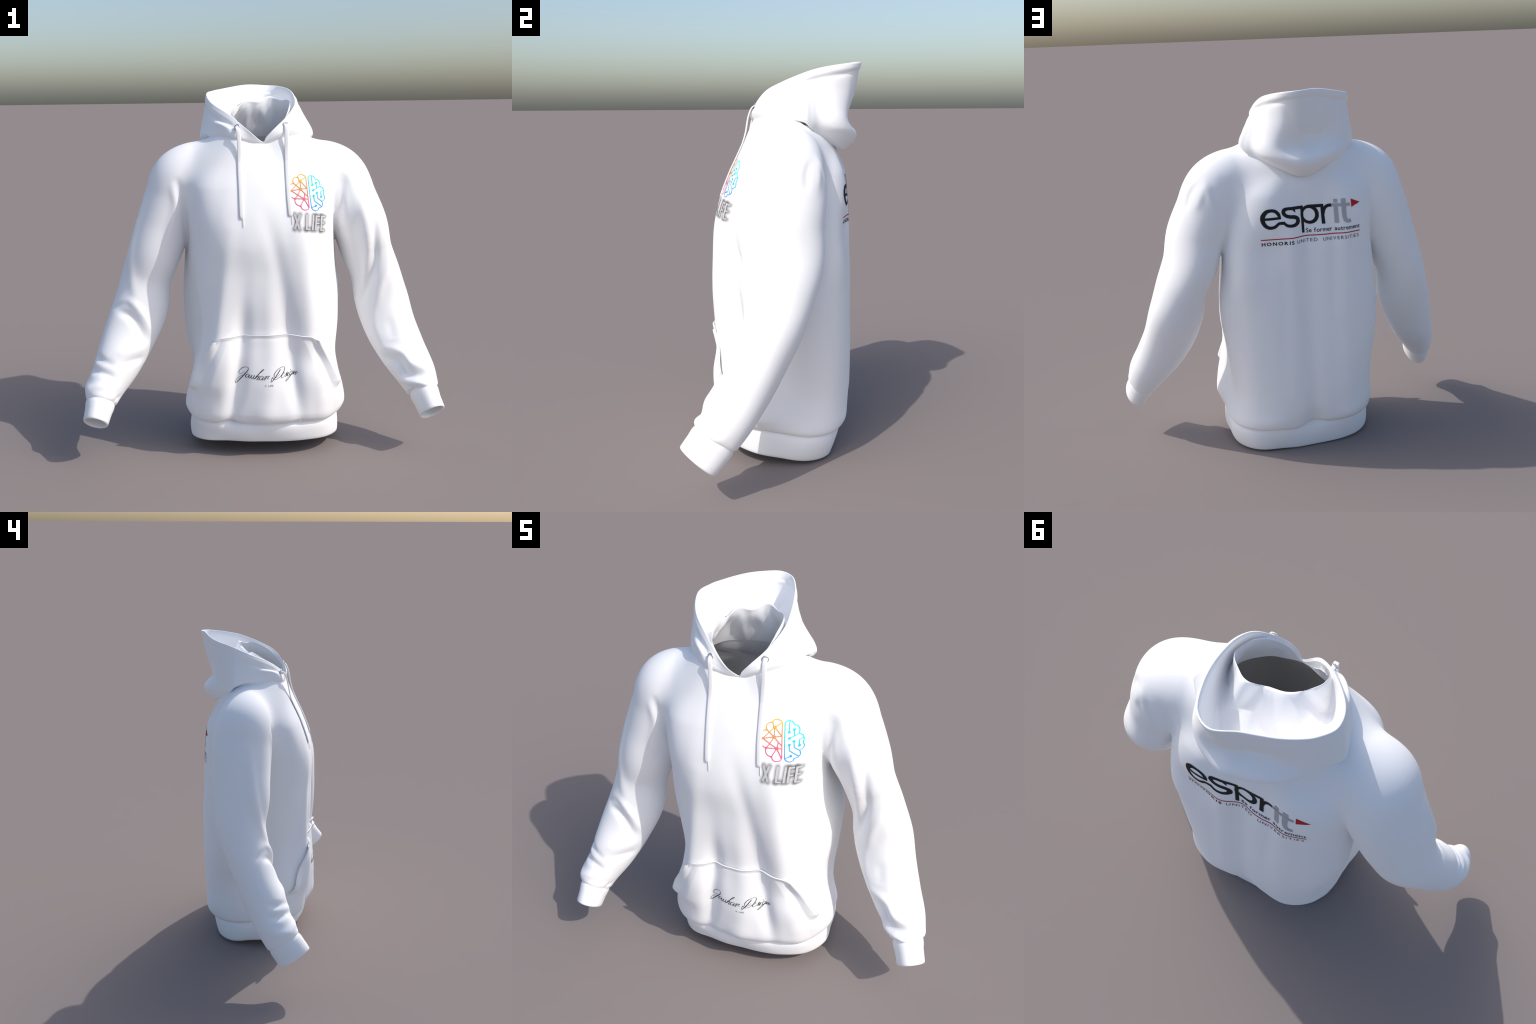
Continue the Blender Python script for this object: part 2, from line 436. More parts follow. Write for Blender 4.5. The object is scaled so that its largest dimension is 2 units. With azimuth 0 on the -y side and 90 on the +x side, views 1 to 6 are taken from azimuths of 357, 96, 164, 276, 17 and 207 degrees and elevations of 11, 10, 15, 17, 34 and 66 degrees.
# ---------------------------------------------------------------- hood curves
RIM = [
    (0.010, -0.148, 1.692), (0.031, -0.153, 1.716), (0.072, -0.150, 1.757), (0.133, -0.115, 1.810),
    (0.179, -0.066, 1.857), (0.202, 0.001, 1.890), (0.206, 0.082, 1.923), (0.198, 0.174, 1.954),
    (0.177, 0.269, 1.973), (0.136, 0.360, 1.986), (0.066, 0.398, 1.992), (-0.021, 0.363, 1.996),
    (-0.081, 0.340, 1.992), (-0.136, 0.315, 1.983), (-0.194, 0.278, 1.972), (-0.242, 0.234, 1.962),
    (-0.279, 0.162, 1.945), (-0.252, 0.052, 1.895), (-0.159, -0.067, 1.832), (-0.060, -0.153, 1.749),
]
LOW = [
    (0.008, -0.146, 1.686), (0.121, -0.150, 1.735), (0.239, -0.060, 1.742), (0.285, 0.060, 1.734),
    (0.312, 0.128, 1.718), (0.282, 0.163, 1.672), (0.215, 0.195, 1.634), (0.131, 0.257, 1.589),
    (0.045, 0.305, 1.553), (-0.024, 0.298, 1.555), (-0.092, 0.277, 1.581), (-0.165, 0.236, 1.602),
    (-0.231, 0.195, 1.638), (-0.288, 0.159, 1.668), (-0.314, 0.133, 1.704), (-0.292, 0.063, 1.735),
    (-0.266, 0.001, 1.730), (-0.207, -0.083, 1.730), (-0.131, -0.144, 1.717),
]
RIDGE = [
    (0.010, -0.140, 1.690), (0.065, -0.135, 1.748), (0.125, -0.100, 1.800), (0.160, -0.030, 1.862),
    (0.172, 0.065, 1.906), (0.122, 0.122, 1.916), (0.068, 0.155, 1.932), (0.004, 0.124, 1.906),
    (-0.061, 0.118, 1.914), (-0.094, 0.072, 1.886), (-0.122, 0.045, 1.889), (-0.140, -0.010, 1.860),
    (-0.128, -0.080, 1.815), (-0.055, -0.142, 1.742),
]
NECK = [
    (.002, -.142, 1.686), (.073, -.122, 1.690), (.135, -.095, 1.692), (.205, -.020, 1.696), (.220, .070, 1.700),
    (.170, .160, 1.704), (.090, .195, 1.706), (.000, .203, 1.707), (-.090, .195, 1.706), (-.170, .160, 1.704),
    (-.220, .070, 1.700), (-.205, -.020, 1.696), (-.135, -.095, 1.692), (-.070, -.122, 1.690),
]
HC = np.array([0.0, 0.10])


def ring_by_angle(ctrl, th):
    c = np.array(ctrl, float)
    n = len(c)
    cc = np.concatenate([c, c, c, c[:1]])
    p = spline(cc, np.linspace(n - 2, 2 * n + 2, 2000))
    a = np.unwrap(np.arctan2(p[:, 0] - HC[0], -(p[:, 1] - HC[1])))
    k = int(np.argmin(np.abs(p[:200] - c[0]).sum(1)))
    a -= 2 * np.pi * np.round(a[k] / (2 * np.pi))
    a = np.maximum.accumulate(a + np.arange(len(a)) * 1e-7)
    return np.stack([np.interp(th, a, p[:, i]) for i in range(3)], 1)


# ---------------------------------------------------------------- body
V, F = surface_nets(body_field, (-1.06, -.47, .02), (1.06, .47, 1.84), .0085)
V = relax(V, F, 3)
for _ in range(2):                                # settle on the level surface
    e = .003
    d = body_field(V)
    g = np.stack([body_field(V + np.eye(3)[i] * e) - d for i in range(3)], 1) / e
    V = V - np.clip(d, -.01, .01)[:, None] * g / ((g ** 2).sum(1, keepdims=True) + .05)
    V = relax(V, F, 2, .4)
N = vertex_normals(V, F)
V0 = V.copy()                                     # plain shape, before the folds
V = apply_folds(V, N)
V = relax(V, F, 1, .4)
N = vertex_normals(V, F)

tf = torso_field(V, False)
region = np.zeros(len(V), int)
stat = {}
for side in (1, -1):
    d, st = sleeve_field(V, side, False)
    region[(d < tf) & (st > 2.0) & (V[:, 0] * side > .34)] = side
    stat[side] = (d, st)

# openings: neck, cuffs and hem
cen = V[F].mean(1)
th = np.arctan2(cen[:, 0], -(cen[:, 1] - HC[1]))
lw = ring_by_angle(LOW, th % (2 * np.pi))
turn = np.abs((th + np.pi) % (2 * np.pi) - np.pi)
reach = np.hypot(lw[:, 0] - HC[0], lw[:, 1] - HC[1]) * (1.0 - .14 * smooth_step(.03, .5, turn)) - .001
hole = (cen[:, 2] > 1.60) & (np.hypot(cen[:, 0] - HC[0], cen[:, 1] - HC[1]) < reach)
cen0 = V0[F].mean(1)
hem_in = (cen0[:, 2] < .25) & (torso_field(cen0, False) < -.034)
cuff_in = np.zeros(len(F), bool)
for side in (1, -1):
    d, st = sleeve_field(cen, side, False)
    c, T = TABLES[side][:2]
    cuff_in |= (d < -.018) & (st > CUFF_SPAN[side][0] - .6) & (cen[:, 0] * side > .6)
keep = ~(hole | hem_in | cuff_in)
F = F[keep]
used = np.zeros(len(V), bool)
used[F.ravel()] = True
BODY_BVH = BVHTree.FromPolygons([tuple(p) for p in V], [tuple(int(i) for i in f) for f in F])

freg = np.array([np.bincount(r + 1, minlength=3).argmax() - 1 for r in region[F]])
for rid, nm in ((0, 'torso'), (1, 'sleeve'), (-1, 'sleeve')):
    ff = F[freg == rid]
    ids, inv = np.unique(ff, return_inverse=True)
    ff = inv.reshape(-1, 4)
    v, n = V[ids], N[ids]
    k = len(v)
    # open border edges that are real openings get a rim; seams between parts stay open
    e = np.concatenate([ff[:, [i, (i + 1) % 4]] for i in range(4)])
    key = {}
    for a, b in e:
        kk = (min(a, b), max(a, b))
        key[kk] = None if kk in key else (a, b)
    allf = np.concatenate([ff, ff[:, ::-1] + k])
    fm = np.concatenate([np.zeros(len(ff), int), np.ones(len(ff), int)])
    vi = v - n * .008
    add_mesh(nm, np.concatenate([v, vi]), allf, [WHITE, INSIDE], normals=np.concatenate([n, -n]), face_mat=fm)

# ---------------------------------------------------------------- hem band
def hem_bottom(th):
    """Lower edge of the band: higher in front."""
    c = np.cos(th)
    return .001 + .080 * smooth_step(-.55, 1.0, c) + .012 * np.sin(th) ** 2


def torso_point(th, z, inset=0.0):
    """Point of the plain torso ring in direction th (0 = front) at height z."""
    z = np.broadcast_to(z, th.shape)
    dirv = np.stack([np.sin(th), -np.cos(th), 0 * th], -1)
    lo, hi = np.full(th.shape, .1), np.full(th.shape, .7)
    for _ in range(26):
        m = (lo + hi) / 2
        P = dirv * m[:, None] + np.stack([0 * th, 0 * th + TORSO_Y, z], -1)
        i = torso_field(P, False) < 0
        lo, hi = np.where(i, m, lo), np.where(i, hi, m)
    return dirv * (lo - inset)[:, None] + np.stack([0 * th, 0 * th + TORSO_Y, z], -1)


cols = 240
th = np.arange(cols) / cols * 2 * np.pi
zb = hem_bottom(th)
top = torso_point(th, .2)
zt = seam_height(top[:, 0], top[:, 1])
rings = []
for t, ins in ((1.25, .040), (1.12, .034), (1.0, .022), (.92, .014), (.8, .009), (.6, .006), (.4, .005), (.2, .006), (.08, .008), (.02, .011)):
    z = zb + (zt - zb) * t
    p = torso_point(th, z, ins)
    o_ = np.stack([np.sin(th), -np.cos(th), 0 * th], 1)
    f_ = sum(stroke_weight(p + o_ * ins, pa, wd, am) for pa, wd, am in FOLDS)
    rings.append(p + o_ * (np.minimum(f_, 0) * smooth_step(.3, 1.0, t) * .6)[:, None])
for t, ins in ((0, .016), (.02, .021), (.1, .024), (.5, .024), (1.25, .050)):
    z = zb + (zt - zb) * t
    rings.append(torso_point(th, z, ins))
P = np.concatenate(rings)
add_mesh('hem_band', P, grid_faces(len(rings), cols, flip=True), [WHITE, INSIDE],
         face_mat=np.repeat((np.arange(len(rings) - 1) > 10).astype(int), cols) * 0)

# ---------------------------------------------------------------- cuffs
for side in (1, -1):
    c, T, A, B, ra, rb = TABLES[side]
    a0, a1 = CUFF_SPAN[side]
    S = len(c)
    ph = np.arange(64) / 64 * 2 * np.pi
    rings = []
    prof = [(-.25, -.016), (-.05, -.010), (.06, -.004), (.2, -.001), (.45, -.001), (.7, 0), (.92, 0), (.985, -.002), (1.0, -.006), (.985, -.010), (.9, -.012), (.5, -.012), (-.3, -.02)]
    for s, ins in prof:
        k = (a0 + (a1 - a0) * s) / (len(SLEEVE_LEFT) - 1) * (S - 1)
        i = int(k)
        f = k - i
        mx = lambda t: t[i] * (1 - f) + t[i + 1] * f
        rings.append(mx(c) + np.outer(np.cos(ph) * (mx(ra) + ins), mx(A)) + np.outer(np.sin(ph) * (mx(rb) + ins), mx(B)))
    P = np.concatenate(rings)
    add_mesh('cuff', P, grid_faces(len(rings), 64, flip=False), [WHITE])

# ---------------------------------------------------------------- hood
HOOD_FOLDS = [
    ([(-.245, -.010, 1.790), (-.195, -.075, 1.778), (-.150, -.125, 1.752)], .016, .010),   # roll below the right eyelet
    ([(-.295, .070, 1.850), (-.235, -.010, 1.822), (-.175, -.085, 1.795), (-.145, -.118, 1.778)], .013, -.008),   # groove above it
    ([(-.160, -.100, 1.735), (-.220, -.050, 1.748)], .014, -.005),
    ([(-.058, .118, 1.895), (-.062, .150, 1.810), (-.060, .180, 1.730)], .022, .012),      # folds of the lining
    ([(-.105, .085, 1.870), (-.110, .125, 1.790), (-.110, .155, 1.730)], .024, -.010),
    ([(.072, .158, 1.905), (.080, .175, 1.820), (.085, .185, 1.740)], .022, .012),
    ([(.010, .130, 1.885), (.012, .160, 1.800), (.015, .190, 1.735)], .026, -.008),
]
HM = 288


th = np.arange(HM) / HM * 2 * np.pi
low = ring_by_angle(LOW, th)
rim = ring_by_angle(RIM, th)
ridge = ring_by_angle(RIDGE, th)
neck = ring_by_angle(NECK, th)
out = np.stack([np.sin(th), -np.cos(th), 0 * th], 1)
dev = np.abs(((th + np.pi) % (2 * np.pi)) - np.pi)          # 0 front .. pi back
bulge = smooth_step(1.75, 2.65, dev)
front = smooth_step(.75, .15, dev)                          # panel fades to the notch
open_ = smooth_step(.45, 1.3, dev)                          # pocket between rim and inner fold
fade = (1 - front)[:, None]
# how far the outer shell swells (or pinches in) from the straight line lower fold -> rim,
# by direction round the neck (degrees) and by height along the shell
SWELL_T = [0, .08, .17, .24, .30, .36, .44, .55, .70, .85, 1]
SWELL = [
    (0, (0, 0, 0, 0, 0, 0, 0, 0, 0, 0, 0)),
    (40, (0, .005, .008, .009, .009, .008, .008, .007, .004, .002, 0)),
    (95, (0, .004, .004, .003, .002, .000, -.001, -.002, -.001, 0, 0)),
    (113, (0, .028, .044, .047, .045, .040, .033, .023, .011, .004, 0)),
    (130, (0, .050, .078, .080, .077, .070, .058, .044, .024, .009, 0)),
    (145, (0, .050, .080, .078, .070, .062, .050, .034, .014, .003, 0)),
    (160, (0, .045, .066, .052, .014, -.008, -.004, .002, .000, -.004, 0)),
    (180, (0, .041, .057, .046, .010, -.026, -.034, -.020, -.006, -.008, 0)),
    (200, (0, .041, .058, .048, .014, -.022, -.030, -.018, -.005, -.006, 0)),
    (220, (0, .042, .060, .052, .032, .012, .002, .000, .003, -.002, 0)),
    (240, (0, .030, .042, .041, .038, .035, .032, .026, .014, .005, 0)),
    (258, (0, .008, .010, .010, .009, .008, .008, .007, .004, .001, 0)),
    (272, (0, .004, .004, .003, .002, .001, 0, -.001, 0, 0, 0)),
    (320, (0, .005, .008, .009, .009, .008, .008, .007, .004, .002, 0)),
    (360, (0, 0, 0, 0, 0, 0, 0, 0, 0, 0, 0)),
]


def swell(th, t):
    col = np.array([np.mean([np.interp(t + d, SWELL_T, row) for d in (-.03, -.015, 0, .015, .03)]) for _, row in SWELL]) * min(1, t / .03)
    v = np.interp(np.degrees(th), [a for a, _ in SWELL], col)
    kern = np.hanning(25)
    kern /= kern.sum()
    return np.convolve(np.concatenate([v[-12:], v, v[:12]]), kern, 'valid')


rings = []
under = low * .8 + neck * .2
for t in (1., .6, .25):
    p = low * (1 - t) + neck * t
    p[:, 2] -= .012 * np.sin(np.pi * t)
    rings.append(p)
lip = low.copy()
lip[:, 2] += -.004
fine_t = np.linspace(0, 1, 56)
height = np.linalg.norm(rim - low, axis=1)
for t in fine_t:
    p = low * (1 - t) + rim * t
    o = swell(th, t)
    dist = (1 - t) * height
    casing = smooth_step(.09, .16, height)
    o = o + casing * (.004 * np.exp(-((dist - .022) / .014) ** 2) - .006 * np.exp(-((dist - .047) / .011) ** 2))
    rings.append(p + out * o[:, None])
n_outer = len(rings)
span = np.linalg.norm((rim - ridge)[:, :2], axis=1)
thick = np.minimum(.007, span * .25)
inn = rim - out * thick[:, None] + np.array([0, 0, .001])
rings.append(rim - out * (thick * .5)[:, None] + np.array([0, 0, .003]))
rings.append(inn)
depth = open_ * (.13 + .07 * bulge + .03 * np.exp(-((th - 1.9) / .5) ** 2)) + .018 * open_ * np.sin(2 * th + .6) * bulge
for t, dz in ((.02, .2), (.05, .45), (.1, .75), (.18, .95), (.3, 1), (.42, .93), (.54, .8), (.66, .6), (.78, .36), (.88, .16), (.95, .04), (1.01, .01)):
    p = inn * (1 - t) + ridge * t
    p[:, 2] -= depth * dz
    rings.append(p)
low_in = neck * np.array([.985, .985, 1]) + np.array([0, .001, 0])
for t in (.06, .14, .25, .4, .55, .7, .85, 1.0):
    p = ridge * (1 - t) + low_in * t
    p = p - out * (.012 * np.sin(np.pi * min(t * 2.0, 1)) * open_)[:, None]
    rings.append(p)
P = np.concatenate(rings)
hf = grid_faces(len(rings), HM)
hn = vertex_normals(P, hf)
for path, width, amp in HOOD_FOLDS:
    P = P + hn * stroke_weight(P, path, width, amp)[:, None]
hood = add_mesh('hood', P, hf, [WHITE])



# ---------------------------------------------------------------- surfaces to lay things on
class Skin:
    """A mesh to lay things on: finds the surface along y and its smooth normal."""

    def __init__(self, verts, faces, normals):
        self.v, self.f, self.n = verts, faces, normals
        self.tree = BVHTree.FromPolygons([tuple(p) for p in verts], [tuple(int(i) for i in q) for q in faces])

    def lay(self, xz, front, lift):
        lift = np.broadcast_to(lift, (len(xz),))
        pos, nor = [], []
        d = Vector((0, 1 if front else -1, 0))
        last = None
        for (x, z), l in zip(xz, lift):
            for k in range(14):                   # below the edge of the cloth: slide up until it is met
                loc, n, i, _ = self.tree.ray_cast(Vector((x, -1.2 if front else 1.2, z + .003 * k)), d)
                if loc is not None and (loc.y < 0.06) == front:
                    break
            if loc is None:
                loc, n, i, _ = self.tree.find_nearest(Vector(last if last is not None else (x, -.3 if front else .3, z)))
            q = self.f[i]
            w = 1 / (np.linalg.norm(self.v[q] - np.array(loc), axis=1) + 1e-5)
            nn = (self.n[q] * w[:, None]).sum(0)
            nn /= np.linalg.norm(nn)
            last = np.array(loc)
            pos.append(last + nn * l)
            nor.append(nn)
        return np.array(pos), np.array(nor)


BODY = Skin(V, F, N)

# ---------------------------------------------------------------- kangaroo pocket
PK_U, PK_V = 260, 110


def pocket_side(z):
    """Half width of the pocket outline: straight below, slanted to the top corners."""
    left = np.interp(z, [.15, .40, .52, .66], [.405, .402, .345, .278])
    right = np.interp(z, [.15, .38, .48, .56, .66], [.392, .392, .355, .312, .262])
    return right, left


uu = np.linspace(-1, 1, PK_U)
vv = np.linspace(0, 1, PK_V)
grid, lifts = [], []
for v in vv:
    for u in uu:
        xt = u * .27
        ztop = .697 - .016 * (xt / .27) ** 2 - .018 * smooth_step(.85, 1, abs(u))
        zbot = .196 + .006 * (1 - u * u)
        z = zbot + (ztop - zbot) * v
        r, l = pocket_side(z)
        x = u * (l if u > 0 else r)
        slant = smooth_step(.365, .415, z)
        edge = (1 - abs(u)) * .32                                 # distance to the slanted mouth
        top = (ztop - z)
        hem = np.interp(edge, [0, .005, .030, .036, .075], [.024, .024, .005, .003, .010])      # turned hem of the mouth
        lip = np.interp(top, [0, .003, .013, .018, .050], [.013, .013, .010, .0075, .010])      # stitched top edge
        plain = -.0012 + .0112 * smooth_step(0, .10, edge)
        lift = slant * np.minimum(hem, 1) + (1 - slant) * plain
        near_top = smooth_step(.045, .0, top)
        lift = lift * (1 - near_top) + (np.maximum(lip, hem * smooth_step(.036, .0, edge)) if slant > .5 else lift) * near_top
        lift *= smooth_step(-.02, .12, v) * .75 + .25
        grid.append((x, z))
        lifts.append(lift)
pp, pn = BODY.lay(np.array(grid), True, np.array(lifts))
pf = grid_faces(PK_V, PK_U, wrap=False)
pp = relax(pp, pf, 1, .4)
pn = vertex_normals(pp, pf)
if pn[len(pn) // 2][1] > 0:
    pf = pf[:, ::-1]
    pn = -pn
k = len(pp)
border = np.concatenate([np.arange(PK_U), np.arange(1, PK_V) * PK_U + PK_U - 1, (PK_V - 1) * PK_U + np.arange(PK_U - 2, -1, -1), np.arange(PK_V - 2, 0, -1) * PK_U])
bf = [(border[i], border[(i + 1) % len(border)], border[(i + 1) % len(border)] + k, border[i] + k) for i in range(len(border))]
flat = pn.copy()
add_mesh('pocket', np.concatenate([pp, pp - pn * .006]), np.concatenate([pf, pf[:, ::-1] + k, np.array(bf)]), [WHITE])
POCKET = Skin(pp, pf, pn)

# ---------------------------------------------------------------- eyelets and drawstrings
def torus(name, centre, normal, R, r, mat, parent=None):
    n = Vector(normal).normalized()
    a = n.orthogonal().normalized()
    b = n.cross(a)
    P = []
    for i in range(28):
        t = i / 28 * 2 * math.pi
        d = a * math.cos(t) + b * math.sin(t)
        for j in range(10):
            q = j / 10 * 2 * math.pi
            P.append(Vector(centre) + d * (R + r * math.cos(q)) + n * r * .7 * math.sin(q))
    return add_mesh(name, P, np.array([(i * 10 + j, ((i + 1) % 28) * 10 + j, ((i + 1) % 28) * 10 + (j + 1) % 10, i * 10 + (j + 1) % 10) for i in range(28) for j in range(10)]), [mat], parent)


def tape(path, width, thick, across, rings_round=14):
    """Flat cord with rounded edges swept along a path."""
    path = np.asarray(path, float)
    T = np.gradient(path, axis=0)
    T /= np.linalg.norm(T, axis=1, keepdims=True)
    A = across - (across * T).sum(1, keepdims=True) * T
    A /= np.linalg.norm(A, axis=1, keepdims=True)
    B = np.cross(T, A)
    ph = np.arange(rings_round) / rings_round * 2 * np.pi
    c, s = np.cos(ph), np.sin(ph)
    c = np.sign(c) * np.abs(c) ** .6
    s = np.sign(s) * np.abs(s) ** .8
    P = path[:, None] + A[:, None] * (c[None, :, None] * width[:, None, None]) + B[:, None] * (s[None, :, None] * thick[:, None, None])
    return P.reshape(-1, 3), grid_faces(len(path), rings_round)


STRINGS = [
    [(.139, -.112, 1.784), (.138, -.134, 1.780), (.137, -.150, 1.764), (.137, -.165, 1.720), (.135, -.178, 1.650), (.134, -.197, 1.590), (.133, None, 1.50), (.134, None, 1.43), (.138, None, 1.37), (.142, None, 1.318)],
    [(-.122, -.116, 1.773), (-.120, -.142, 1.769), (-.117, -.162, 1.755), (-.113, -.174, 1.710), (-.112, -.184, 1.665), (-.112, None, 1.600), (-.112, None, 1.53), (-.111, None, 1.46), (-.110, None, 1.38), (-.108, None, 1.309)],
]
for pts in STRINGS:
    ctrl = []
    for x, y, z in pts:
        if y is None:
            p, n = BODY.lay([(x, z)], True, .006)
            ctrl.append(tuple(p[0]))
        else:
            ctrl.append((x, y, z))
    path = spline(ctrl, np.linspace(0, len(ctrl) - 1, 110))
    for i in range(len(path)):
        if path[i, 2] < 1.60:
            p, n = BODY.lay([path[i, [0, 2]]], True, .005)
            path[i] = p[0]
    w = np.full(110, .0112)
    w[:12] = np.linspace(.008, .0112, 12)
    w[-3:] = (.0108, .0095, .002)
    t = np.full(110, .0036)
    t[:12] = np.linspace(.0060, .0036, 12)
    t[-3:] = (.0034, .0028, .001)
    P, f = tape(path, w, t, np.tile(np.array([[1., 0, 0]]), (110, 1)))
    cord = add_mesh('drawstring', P, f, [CORD])
    e = path[-1]
    tz = np.linspace(0, 1, 8)
    tp, tn = BODY.lay(np.stack([e[0] + .006 + .003 * tz, e[2] + .004 - .044 * tz], 1), True, .004)
    P, f = tape(tp, np.full(8, .0016), np.full(8, .0014), np.tile(np.array([[1., 0, 0]]), (8, 1)), 8)
    add_mesh('cord_tip', P, f, [CORD], cord)
for c, n in (((.137, -.132, 1.781), (.35, -.9, .25)), ((-.121, -.139, 1.770), (-.35, -.9, .25))):
    torus('eyelet', c, n, .0135, .0034, METAL)

# ---------------------------------------------------------------- prints
def ribbon(points, widths, step=5.0, smooth=True):
    """A stroke with a width at every control point, as a strip of quads in design units."""
    pts = np.asarray(points, float)
    w = np.asarray(widths, float) if np.ndim(widths) else np.full(len(pts), float(widths))
    n = len(pts)
    L = np.linalg.norm(np.diff(pts, axis=0), axis=1).sum()
    m = max(int(L / step), 3 * (n - 1)) + 1
    t = np.linspace(0, n - 1, m)
    if smooth:
        p = spline(pts, t)
    else:
        p = np.stack([np.interp(t, np.arange(n), pts[:, i]) for i in range(2)], 1)
    ww = np.interp(t, np.arange(n), w) / 2
    T = np.gradient(p, axis=0)
    T /= np.linalg.norm(T, axis=1, keepdims=True) + 1e-9
    Nn = np.stack([-T[:, 1], T[:, 0]], 1)
    V2 = np.concatenate([p + Nn * ww[:, None], p - Nn * ww[:, None]])
    F2 = [(i, i + 1, m + i + 1, m + i) for i in range(m - 1)]
    return V2, F2


def disk(c, r, n=18):
    a = np.arange(n) / n * 2 * np.pi
    return np.concatenate([np.array([c], float), np.array(c) + r * np.stack([np.cos(a), np.sin(a)], 1)]), [(0, 1 + i, 1 + (i + 1) % n) for i in range(n)]


def lay_print(name, shapes, affine, skin, front, mats, lift=.0016, parent=None, pick=None):
    """Put flat 2D shapes on the cloth; each shape sits a hair above the one before."""
    A = np.array(affine)
    VV, FF, NN, fm = [], [], [], []
    o = 0
    for i, (v, f) in enumerate(shapes):
        xz = np.c_[v, np.ones(len(v))] @ A
        p, n = skin.lay(xz, front, lift + i * .00004 + np.arange(len(v)) * 2e-7)
        VV.append(p)
        NN.append(n)
        for q in f:
            q = [int(k) + o for k in q]
            FF.append(q)
            fm.append(pick[i] if pick else 0)
        o += len(v)
    VV = np.concatenate(VV)
    NN = np.concatenate(NN)
    out = []
    for q in FF:                                  # all faces look outward
        a, b, c = VV[q[0]], VV[q[1]], VV[q[2]]
        out.append(q if np.cross(b - a, c - a) @ NN[q[0]] > 0 else q[::-1])
    return add_mesh(name, VV, out, mats, parent, normals=NN, face_mat=fm)


def text_shape(body, bold=0.0, shear=0.0):
    cu = bpy.data.curves.new('lettering', 'FONT')
    cu.body = body
    cu.offset = bold
    cu.shear = shear
    cu.resolution_u = 4
    ob = bpy.data.objects.new('lettering', cu)
    bpy.context.collection.objects.link(ob)
    dg = bpy.context.evaluated_depsgraph_get()
    me = ob.evaluated_get(dg).to_mesh()
    v = np.array([(p.co.x, p.co.y) for p in me.vertices])
    f = [tuple(p.vertices) for p in me.polygons]
    ob.evaluated_get(dg).to_mesh_clear()
    bpy.data.objects.remove(ob)
    bpy.data.curves.remove(cu)
    return v, f


def fit_text(body, x0, x1, z0, cap, bold=0.0, spread=1.0):
    """Lettering fitted between x0 and x1 with its baseline at z0 and capitals of height cap."""
    parts = []
    pen = 0.0
    for ch in body:
        if ch == ' ':
            pen += .32 * spread
            continue
        v, f = text_shape(ch, bold)
        w = v[:, 0].max() - v[:, 0].min()
        v = v - np.array([v[:, 0].min(), 0])
        parts.append((v + np.array([pen, 0]), f))
        pen += w + .09 * spread
    width = pen - .09 * spread
    ref = text_shape('E', bold)[0][:, 1].max()
    return [(np.stack([x0 + (x1 - x0) * v[:, 0] / width, z0 + cap * v[:, 1] / ref], 1), f) for v, f in parts]


SAME = [[1, 0], [0, 1], [0, 0]]

# brain badge on the left chest
BADGE = [[.00026393, -2.093e-05], [-9.18e-06, -.00024122], [.09178454, 1.58415977]]


def fade_material(name, stops):
    """Ink whose colour runs with height."""
    m = bpy.data.materials.new(name)
    m.use_nodes = True
    nt = m.node_tree
    b = nt.nodes['Principled BSDF']
    b.inputs['Roughness'].default_value = .8
    b.inputs['Specular IOR Level'].default_value = .1
    tc = nt.nodes.new('ShaderNodeTexCoord')
    sp = nt.nodes.new('ShaderNodeSeparateXYZ')
    mr = nt.nodes.new('ShaderNodeMapRange')
    mr.inputs['From Min'].default_value = stops[0][0]
    mr.inputs['From Max'].default_value = stops[-1][0]
    cr = nt.nodes.new('ShaderNodeValToRGB')
    el = cr.color_ramp.elements
    while len(el) < len(stops):
        el.new(.5)
    for e, (z, c) in zip(el, stops):
        e.position = (z - stops[0][0]) / (stops[-1][0] - stops[0][0])
        e.color = (*c, 1)
    nt.links.new(tc.outputs['Object'], sp.inputs[0])
    nt.links.new(sp.outputs['Z'], mr.inputs['Value'])
    nt.links.new(mr.outputs['Result'], cr.inputs['Fac'])
    nt.links.new(cr.outputs['Color'], b.inputs['Base Color'])
    return m


WARM = fade_material('warm_ink', [(1.355, (.84, .10, .34)), (1.41, (.90, .17, .20)), (1.455, (.92, .33, .10)), (1.515, (.90, .60, .05))])
COOL = fade_material('cool_ink', [(1.35, (.04, .34, .88)), (1.39, (.04, .48, .88)), (1.44, (.02, .76, .88)), (1.51, (.03, .84, .88))])
LW = 14.5
warm = [ribbon(p, LW) for p in (
    [(540, 262), (556, 420), (575, 640), (600, 880)],
    [(598, 880), (575, 920), (515, 936), (460, 915), (428, 858)],
    [(428, 856), (370, 842), (325, 795), (313, 740), (325, 710)],
    [(322, 712), (280, 702), (250, 680)],
    [(540, 262), (510, 226), (440, 205), (392, 228), (375, 262)],
    [(375, 262), (320, 275), (285, 310), (279, 355), (292, 395)],
    [(292, 395), (258, 408), (232, 432)],
    [(372, 262), (392, 292), (400, 318), (425, 342)])]
for a, b in (((425, 342), (535, 262)), ((425, 342), (432, 510)), ((425, 342), (340, 435)), ((425, 342), (552, 480)), ((292, 395), (340, 435)), ((340, 435), (432, 510)),
             ((340, 435), (245, 550)), ((432, 510), (552, 490)), ((432, 510), (245, 550)), ((432, 510), (372, 632)), ((432, 510), (510, 595)), ((510, 595), (576, 655)),
             ((245, 550), (372, 632)), ((372, 632), (500, 708)), ((372, 632), (322, 710)), ((322, 710), (500, 708)), ((500, 708), (580, 710)), ((500, 708), (512, 600)),
             ((500, 708), (425, 855)), ((500, 708), (596, 880))):
    warm.append(ribbon([a, b], LW, 12, False))
for c, r in (((425, 342), 29), ((375, 260), 15), ((292, 395), 17), ((432, 510), 29), ((340, 435), 11), ((247, 550), 20), ((372, 632), 14), ((322, 710), 20), ((500, 708), 29), ((427, 855), 16), ((512, 598), 9)):
    warm.append(disk(c, r))
